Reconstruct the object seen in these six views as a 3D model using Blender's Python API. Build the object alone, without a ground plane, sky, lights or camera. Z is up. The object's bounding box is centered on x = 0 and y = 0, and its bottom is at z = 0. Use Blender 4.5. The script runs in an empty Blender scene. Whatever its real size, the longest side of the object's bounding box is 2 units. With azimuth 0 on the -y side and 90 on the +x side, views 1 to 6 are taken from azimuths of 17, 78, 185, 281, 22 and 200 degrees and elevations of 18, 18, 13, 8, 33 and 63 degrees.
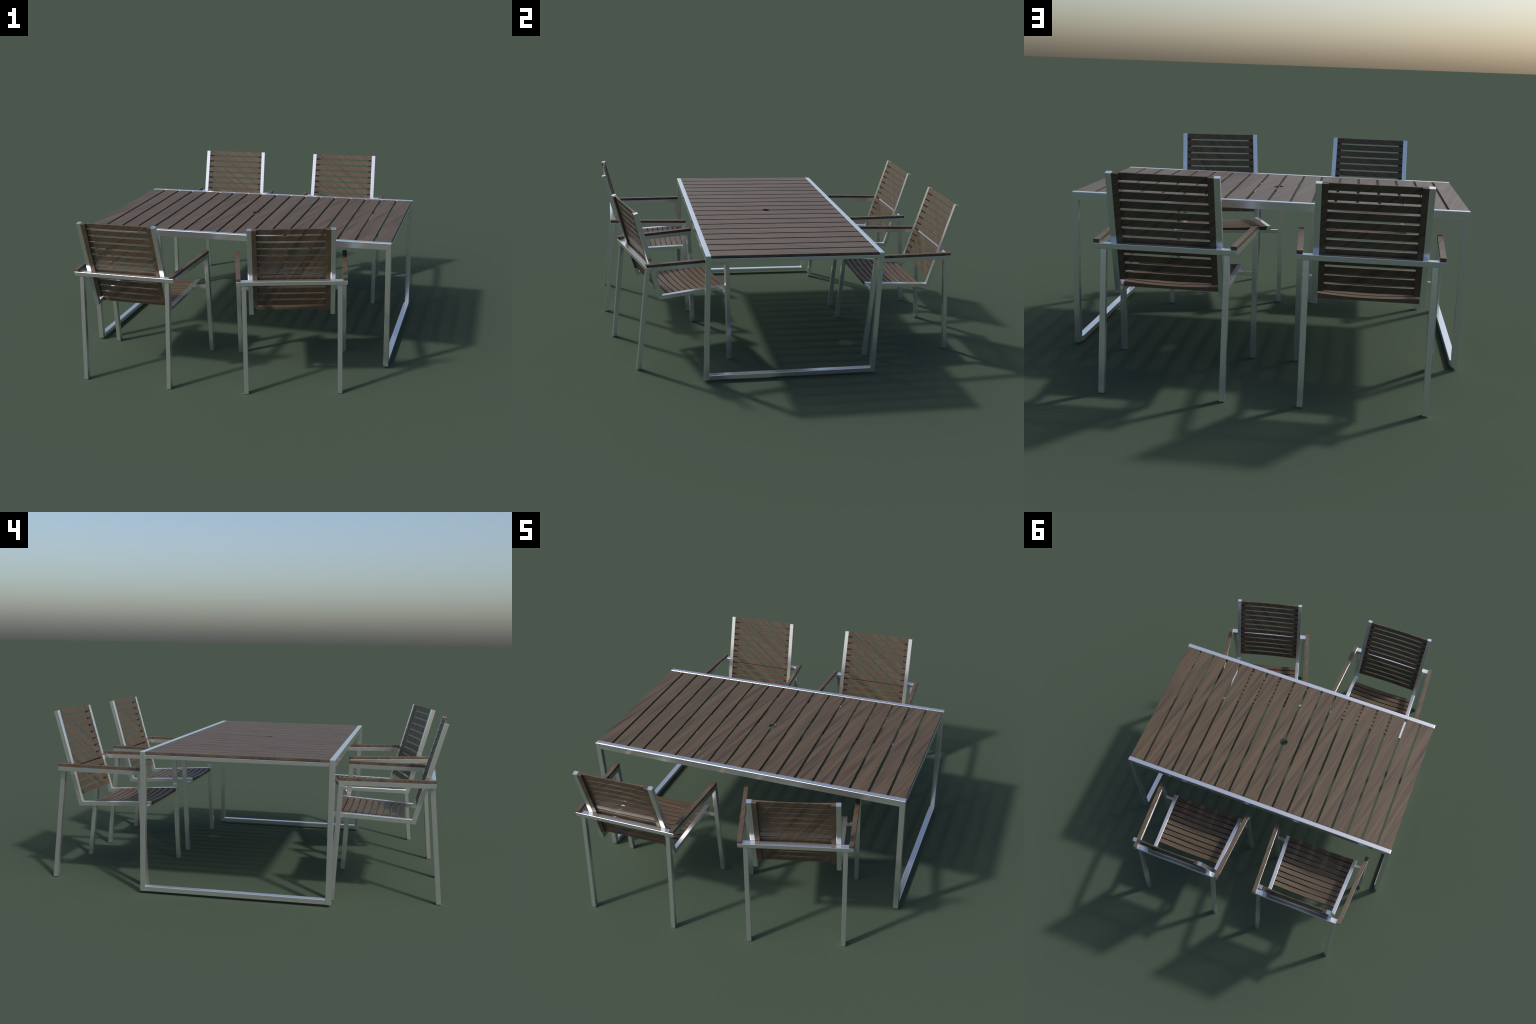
"""Outdoor dining set: a slatted table on a square-tube metal frame and four
armchairs with curved wooden slats in metal tube frames."""
import bpy, bmesh, math
from mathutils import Vector

COL = bpy.context.scene.collection


# ------------------------------------------------------------------ materials
def new_material(name):
    m = bpy.data.materials.new(name)
    m.use_nodes = True
    m.node_tree.nodes.clear()
    return m, m.node_tree.nodes, m.node_tree.links


def metal_material():
    m, N, L = new_material("brushed_metal")
    out = N.new("ShaderNodeOutputMaterial")
    b = N.new("ShaderNodeBsdfPrincipled")
    tc = N.new("ShaderNodeTexCoord")
    no = N.new("ShaderNodeTexNoise")
    no.inputs["Scale"].default_value = 30
    no.inputs["Detail"].default_value = 3
    L.new(tc.outputs["Object"], no.inputs["Vector"])
    cr = N.new("ShaderNodeValToRGB")
    cr.color_ramp.elements[0].color = (0.785, 0.79, 0.795, 1)
    cr.color_ramp.elements[1].color = (0.815, 0.82, 0.825, 1)
    L.new(no.outputs["Fac"], cr.inputs["Fac"])
    L.new(cr.outputs["Color"], b.inputs["Base Color"])
    b.inputs["Metallic"].default_value = METALLIC
    b.inputs["Roughness"].default_value = METAL_ROUGH
    L.new(b.outputs[0], out.inputs[0])
    return m


def wood_material(name, mode, angle, tight=1.0, tint=1.0):
    """Brown hardwood with long streaks. mode 'plan' lays the grain in the
    horizontal plane, 'back' in the plane of the reclined backrest; angle is
    the grain direction in degrees from the local x axis of that plane."""
    m, N, L = new_material(name)
    out = N.new("ShaderNodeOutputMaterial")
    b = N.new("ShaderNodeBsdfPrincipled")
    tc = N.new("ShaderNodeTexCoord")
    src = tc.outputs["Object"]
    if mode == "back":                       # swing the backrest plane into xy
        sw = N.new("ShaderNodeVectorRotate")
        sw.rotation_type = "X_AXIS"
        sw.inputs["Angle"].default_value = -math.pi / 2 - RECLINE
        L.new(src, sw.inputs["Vector"])
        src = sw.outputs[0]
    rot = N.new("ShaderNodeVectorRotate")
    rot.rotation_type = "Z_AXIS"
    rot.inputs["Angle"].default_value = -math.radians(angle)
    L.new(src, rot.inputs["Vector"])

    def streak(along, across, detail, rough, dist=0.0, off=0.0):
        mp = N.new("ShaderNodeMapping")
        mp.inputs["Scale"].default_value = (along, across, 0.0)
        mp.inputs["Location"].default_value = (off, off * 1.7, off * 0.3)
        L.new(rot.outputs[0], mp.inputs["Vector"])
        n = N.new("ShaderNodeTexNoise")
        n.inputs["Scale"].default_value = 1
        n.inputs["Detail"].default_value = detail
        n.inputs["Roughness"].default_value = rough
        n.inputs["Distortion"].default_value = dist
        L.new(mp.outputs[0], n.inputs["Vector"])
        return n.outputs["Fac"]

    broad = streak(1.5 * tight, 36 * tight, 1.0, 0.5, 0.25, 3.1)
    mid_band = streak(2.6 * tight, 95 * tight, 2.0, 0.55, 0.1, 5.3)
    fine = streak(4.0 * tight, 270 * tight, 2.0, 0.6, 0.0, 7.7)

    def blend(f, a, b_):
        x = N.new("ShaderNodeMix")
        x.inputs[0].default_value = f
        L.new(a, x.inputs[2])
        L.new(b_, x.inputs[3])
        return x.outputs[0]

    grain = blend(0.30, blend(0.42, broad, mid_band), fine)
    cr = N.new("ShaderNodeValToRGB")
    e = cr.color_ramp.elements
    e[0].position, e[1].position = 0.38, 0.60
    d, l = WOOD_DARK, WOOD_LIGHT
    e[0].color = (d[0] * tint, d[1] * tint, d[2] * tint, 1)
    e[1].color = (l[0] * tint, l[1] * tint, l[2] * tint, 1)
    mid = e.new(0.47)
    mid.color = tuple((d[i] * 0.45 + l[i] * 0.55) * tint for i in range(3)) + (1,)
    L.new(grain, cr.inputs["Fac"])
    L.new(cr.outputs["Color"], b.inputs["Base Color"])
    b.inputs["Roughness"].default_value = WOOD_ROUGH
    b.inputs["Specular IOR Level"].default_value = WOOD_SPEC
    bp = N.new("ShaderNodeBump")
    bp.inputs["Strength"].default_value = 0.08
    bp.inputs["Distance"].default_value = 0.001
    L.new(fine, bp.inputs["Height"])
    L.new(bp.outputs[0], b.inputs["Normal"])
    L.new(b.outputs[0], out.inputs[0])
    return m


METALLIC, METAL_ROUGH = 0.9, 0.22
WOOD_DARK, WOOD_LIGHT = (0.040, 0.0275, 0.0195), (0.102, 0.0695, 0.041)
WOOD_ROUGH, WOOD_SPEC = 0.5, 0.44
RECLINE = math.atan(0.1347 / 0.4869)         # backrest leans back 15.5 degrees


# ------------------------------------------------------------------- geometry
def finish(bm, name, mat, bevel=0.0, seg=2, pick=None):
    bmesh.ops.recalc_face_normals(bm, faces=bm.faces)
    if bevel:
        edges = [e for e in bm.edges if len(e.link_faces) == 2 and e.calc_face_angle() > 0.6
                 and (pick is None or pick(e))]
        bmesh.ops.bevel(bm, geom=edges, offset=bevel, segments=seg, profile=0.5,
                        affect="EDGES", clamp_overlap=True)
    me = bpy.data.meshes.new(name)
    bm.to_mesh(me)
    bm.free()
    me.materials.append(mat)
    return me


def loft(sections, name, mat, bevel=0.0, seg=2, pick=None):
    """Closed solid through a row of same-sized closed sections."""
    bm = bmesh.new()
    rows = [[bm.verts.new(p) for p in s] for s in sections]
    n = len(rows[0])
    for a, b in zip(rows, rows[1:]):
        for i in range(n):
            j = (i + 1) % n
            bm.faces.new((a[i], a[j], b[j], b[i]))
    bm.faces.new(rows[0][::-1])
    bm.faces.new(rows[-1])
    return finish(bm, name, mat, bevel, seg, pick)


def box(x0, x1, y0, y1, z0, z1, name, mat, bevel=0.0, seg=2, pick=None):
    s = [[(x, y0, z0), (x, y1, z0), (x, y1, z1), (x, y0, z1)] for x in (x0, x1)]
    return loft(s, name, mat, bevel, seg, pick)


def upright(e):                               # edges that climb (tube corners of a leg)
    return abs(e.verts[0].co.z - e.verts[1].co.z) > 0.1


def lengthwise(e):                            # edges that run along y (tube corners of a rail)
    return abs(e.verts[0].co.y - e.verts[1].co.y) > 0.1


def mirror_x(me, name):
    m2 = me.copy()
    m2.name = name
    for v in m2.vertices:
        v.co.x = -v.co.x
    m2.flip_normals()
    return m2


def place(me, name, parent):
    o = bpy.data.objects.new(name, me)
    COL.objects.link(o)
    o.parent = parent
    return o


def empty(name, loc, rz, label, category):
    o = bpy.data.objects.new(name, None)
    o.empty_display_size = 0.1
    COL.objects.link(o)
    o.location = loc
    o.rotation_euler = (0, 0, math.radians(rz))
    o["label"] = label
    o["category"] = category
    return o


# ---------------------------------------------------------------------- table
def build_table(metal, wood):
    t = empty("dining_table", (0, TY, 0), 0,
              "slatted brown wood table on silver square tube frame", "table")
    X, Y, Z0, Z1 = 0.8655, 0.474, 0.011, 0.7063
    W = 0.0272                                # tube width
    rail_h, bev = 0.0353, 0.0022
    for s in (-1, 1):                         # long side rails, flush with the planks
        ya, yb = sorted((s * Y, s * (Y - W)))
        place(box(-X, X, ya, yb, Z1 - rail_h, Z1, "side_rail", metal, bev, 3,
                  lambda e: max(v.co.z for v in e.verts) > Z1 - 0.01), "side_rail", t)
    leg = box(X - W - 0.0006, X, Y - W, Y, Z0, Z1 - rail_h, "table_leg", metal, bev, 3, upright)
    end = box(X - W, X - 0.0028, -Y + W, Y - W, 0.672, 0.6914, "end_rail", metal, 0.0012, 2, lengthwise)
    foot = box(X - 0.0335, X - 0.0024, -Y + W - 0.002, Y - W + 0.002, Z0, Z0 + 0.0238, "foot_rail", metal, bev, 3,
               lambda e: lengthwise(e) and e.verts[0].co.z > Z0 + 0.01)
    for sx in (-1, 1):
        for sy in (-1, 1):
            o = place(leg, "table_leg", t)
            o.scale = (sx, sy, 1)
        for me, nm in ((end, "end_rail"), (foot, "foot_rail")):
            o = place(me, nm, t)
            o.scale = (sx, 1, 1)
    # planks across the table, with a round parasol hole at the middle gap
    pitch, pw, th, shift = 0.0965, 0.0838, 0.0130, -0.0018
    ye, R = Y - W - 0.0004, 0.0235
    for i in range(18):
        xc = (i - 8.5) * pitch + shift
        x0, x1 = xc - pw / 2, xc + pw / 2
        out = [(x0, -ye), (x1, -ye), (x1, ye), (x0, ye)]
        if i in (8, 9):                       # bite a circular arc out of the inner edge
            xe = x1 if i == 8 else x0
            a0 = math.acos(abs(xe - shift) / R)
            arc = []
            for k in range(17):
                a = -a0 + 2 * a0 * k / 16
                arc.append((shift + (-1 if i == 8 else 1) * R * math.cos(a), R * math.sin(a)))
            if i == 8:
                out = [(x0, -ye), (x1, -ye)] + arc + [(x1, ye), (x0, ye)]
            else:
                out = [(x0, -ye), (x1, -ye), (x1, ye), (x0, ye)] + arc[::-1]
        bm = bmesh.new()
        f = bm.faces.new([bm.verts.new((x, y, Z1 - th)) for x, y in out])
        ext = bmesh.ops.extrude_face_region(bm, geom=[f])
        bmesh.ops.translate(bm, vec=(0, 0, th),
                            verts=[v for v in ext["geom"] if isinstance(v, bmesh.types.BMVert)])
        place(finish(bm, "tabletop_plank", wood, 0.0007, 1), "tabletop_plank", t)
    return t


# ---------------------------------------------------------------------- chair
# local frame: y = 0 at the heel of the back legs, +y is where the sitter looks
TUBE = 0.0235
ARM_Z0, ARM_Z1, WOOD_Z1 = 0.5698, 0.5916, 0.6072


def arm_x(y):                                 # outer face of the arm, flaring forward
    return 0.2780 + 0.0270 * (y - 0.0497) / 0.4579


def rail_x(y):                                # outer face of the seat rail
    return 0.2203 + 0.0175 * (y - 0.1385) / 0.395


def rail_top(y):                              # seat rises slightly to the front
    return 0.4040 + 0.0550 * (y - 0.1565)


def post_x(z):                                # outer face of the back post
    return 0.2157 + 0.0046 * (0.8683 - z) / 0.4869


def back_point(t, depth):
    """y, z of a point t metres down the backrest, depth forward of its rear face."""
    c, s = math.cos(RECLINE), math.sin(RECLINE)
    return 0.0038 + t * s + depth * c, 0.8683 - t * c + depth * s


def side_frame_mesh(metal):
    """Back post and seat rail welded into one L, swept in the side plane."""
    D, H = 0.0228, 0.0223
    yb0, zb0 = back_point(0, 0)
    yf0, zf0 = back_point(0, D)
    front = 0.5305
    elr = (0.1385, rail_top(0.1385) - H)      # rear lower corner of the bend
    eln = (0.1560, rail_top(0.1560))          # inner corner of the bend
    secs = []
    for (r, f) in (((yb0, zb0), (yf0, zf0)), (elr, eln),
                   ((front, rail_top(front) - H), (front, rail_top(front)))):
        xo = post_x(r[1]) if f[1] > 0.5 else rail_x(r[0])
        xo2 = post_x(f[1]) if f[1] > 0.5 else rail_x(f[0])
        secs.append([(xo, r[0], r[1]), (xo - TUBE, r[0], r[1]),
                     (xo2 - TUBE, f[0], f[1]), (xo2, f[0], f[1])])
    return loft(secs, "side_frame", metal, 0.0013, 2, lambda e: e.calc_length() > 0.1)


def leg_mesh(name, metal, x0, x1, foot_y, top_y, depth, z_top, xt=0.0):
    secs = []
    for y, z, dx in ((foot_y, 0.0, 0.0), (top_y, z_top, xt)):
        secs.append([(x0 + dx, y, z), (x1 + dx, y, z),
                     (x1 + dx, y + depth, z), (x0 + dx, y + depth, z)])
    return loft(secs, name, metal, 0.0013, 2, upright)


def arm_mesh(name, mat, z0, z1, y0, y1, bevel, inset=0.0, pick=None):
    secs = []
    for y in (y0, y1):
        xo = arm_x(y) - inset
        secs.append([(xo, y, z0), (xo - TUBE + 2 * inset, y, z0),
                     (xo - TUBE + 2 * inset, y, z1), (xo, y, z1)])
    return loft(secs, name, mat, bevel, 2, pick)


def seat_slat_mesh(wood, i, pitch, width):
    """Flat underneath, hollowed on top: thick at the rails, thin in the middle."""
    yf = 0.5303 - i * pitch
    yr = yf - width
    thick, dip, n = 0.0217, 0.0095, 24
    secs = []
    for k in range(n + 1):
        u = -1 + 2 * k / n
        row = []
        for y, top in ((yr, 0), (yf, 0), (yf, 1), (yr, 1)):
            half = rail_x(y) - TUBE - 0.0002
            z = rail_top(y) - 0.0004
            row.append((u * half, y, z - dip * (1 - u * u) if top else z - thick))
        secs.append(row)
    return loft(secs, "seat_slat", wood, 0.0005, 1)


def back_slat_mesh(wood, i, pitch, height):
    t0 = 0.0006 + i * pitch
    t1 = t0 + height
    front, thick, dip, n = 0.0224, 0.0118, 0.0072, 24
    secs = []
    for k in range(n + 1):
        u = -1 + 2 * k / n
        row = []
        for t, f in ((t0, 0), (t1, 0), (t1, 1), (t0, 1)):
            d = front - dip * (1 - u * u) if f else front - thick
            y, z = back_point(t, d)
            row.append((u * (post_x(z) - TUBE - 0.0002), y, z))
        secs.append(row)
    return loft(secs, "backrest_slat", wood, 0.0005, 1)


def batten_mesh(wood, t_end):
    secs = []
    for t in (0.0004, t_end):
        row = []
        for side, d in ((0, 0.0002), (1, 0.0002), (1, 0.0105), (0, 0.0105)):
            y, z = back_point(t, d)
            xi = post_x(z) - TUBE - 0.0002
            row.append((xi - 0.0232 * side, y, z))
        secs.append(row)
    return loft(secs, "backrest_batten", wood, 0.0006, 1)


def chair_meshes(metal):
    """Every mesh of a chair once: (name, mesh, wood slot or None)."""
    P = []
    pair = []
    pair.append(("side_frame", side_frame_mesh(metal), None))
    pair.append(("back_leg", leg_mesh("back_leg", metal, 0.2280, 0.2508, 0.0, 0.0545, 0.0238, ARM_Z0 + 0.0002, 0.0008), None))
    pair.append(("front_leg", leg_mesh("front_leg", metal, arm_x(0.5076) - TUBE + 0.0004, arm_x(0.5076) + 0.0004,
                                       0.5145, 0.4848, 0.0240, ARM_Z0 + 0.0002), None))
    pair.append(("arm_rail", arm_mesh("arm_rail", metal, ARM_Z0, ARM_Z1, 0.0802, 0.5082, 0.0003, 0.0, lengthwise), None))
    pair.append(("armrest", arm_mesh("armrest", None, ARM_Z1 + 0.0001, WOOD_Z1, 0.0500, 0.5082, 0.0009, 0.0002), "arm"))
    pair.append(("backrest_batten", batten_mesh(None, 12 * BP - (BP - BH)), "back"))
    for nm, me, w in pair:
        P.append((nm, me, w))
        P.append((nm, mirror_x(me, nm), w))
    P.append(("back_rail", box(-0.2778, 0.2778, 0.0497, 0.0800, ARM_Z0, ARM_Z1, "back_rail", metal, 0.0016, 3), None))
    zb = rail_top(0.50) - 0.0223
    P.append(("front_rail", box(-0.2822, 0.2822, 0.4965, 0.5140, zb - 0.0175, zb - 0.0003, "front_rail", metal, 0.0012), None))
    for i in range(10):
        P.append(("seat_slat", seat_slat_mesh(None, i, SP, SW), "seat"))
    for i in range(12):
        P.append(("backrest_slat", back_slat_mesh(None, i, BP, BH), "back"))
    return P


BP, BH = 0.03845, 0.0292                      # backrest pitch, slat height
SP, SW = 0.03372, 0.0271                      # seat pitch, slat width
TY = -0.0108

metal = metal_material()
build_table(metal, wood_material("table_wood", "plan", 90 - 12.5, 1.35))

seat_wood = wood_material("seat_wood", "plan", -7)
plain = {"seat": seat_wood,
         "arm": wood_material("armrest_wood", "plan", 90 - 15, 2.4),
         "back": wood_material("backrest_wood", "back", 36, 1.15)}
turned = {"seat": seat_wood,
          "arm": wood_material("armrest_wood_turned", "plan", 90 - 29, 1.7),
          "back": wood_material("backrest_wood_turned", "back", 58, 1.3)}

parts = chair_meshes(metal)
poses = [(-0.4432, -1.0, 0, plain), (0.4395, -0.8942, 15, turned),
         (0.3337, 1.0, 180, plain), (-0.4488, 1.0, 180, plain)]
for x, y, rz, woods in poses:
    c = empty("armchair", (x, y, 0), rz,
              "metal framed armchair with brown wooden slats", "chair")
    for nm, me, slot in parts:
        o = place(me, nm, c)
        if slot:
            if not len(me.materials) or me.materials[0] is None:
                me.materials.clear()
                me.materials.append(woods[slot])
            o.material_slots[0].link = "OBJECT"
            o.material_slots[0].material = woods[slot]
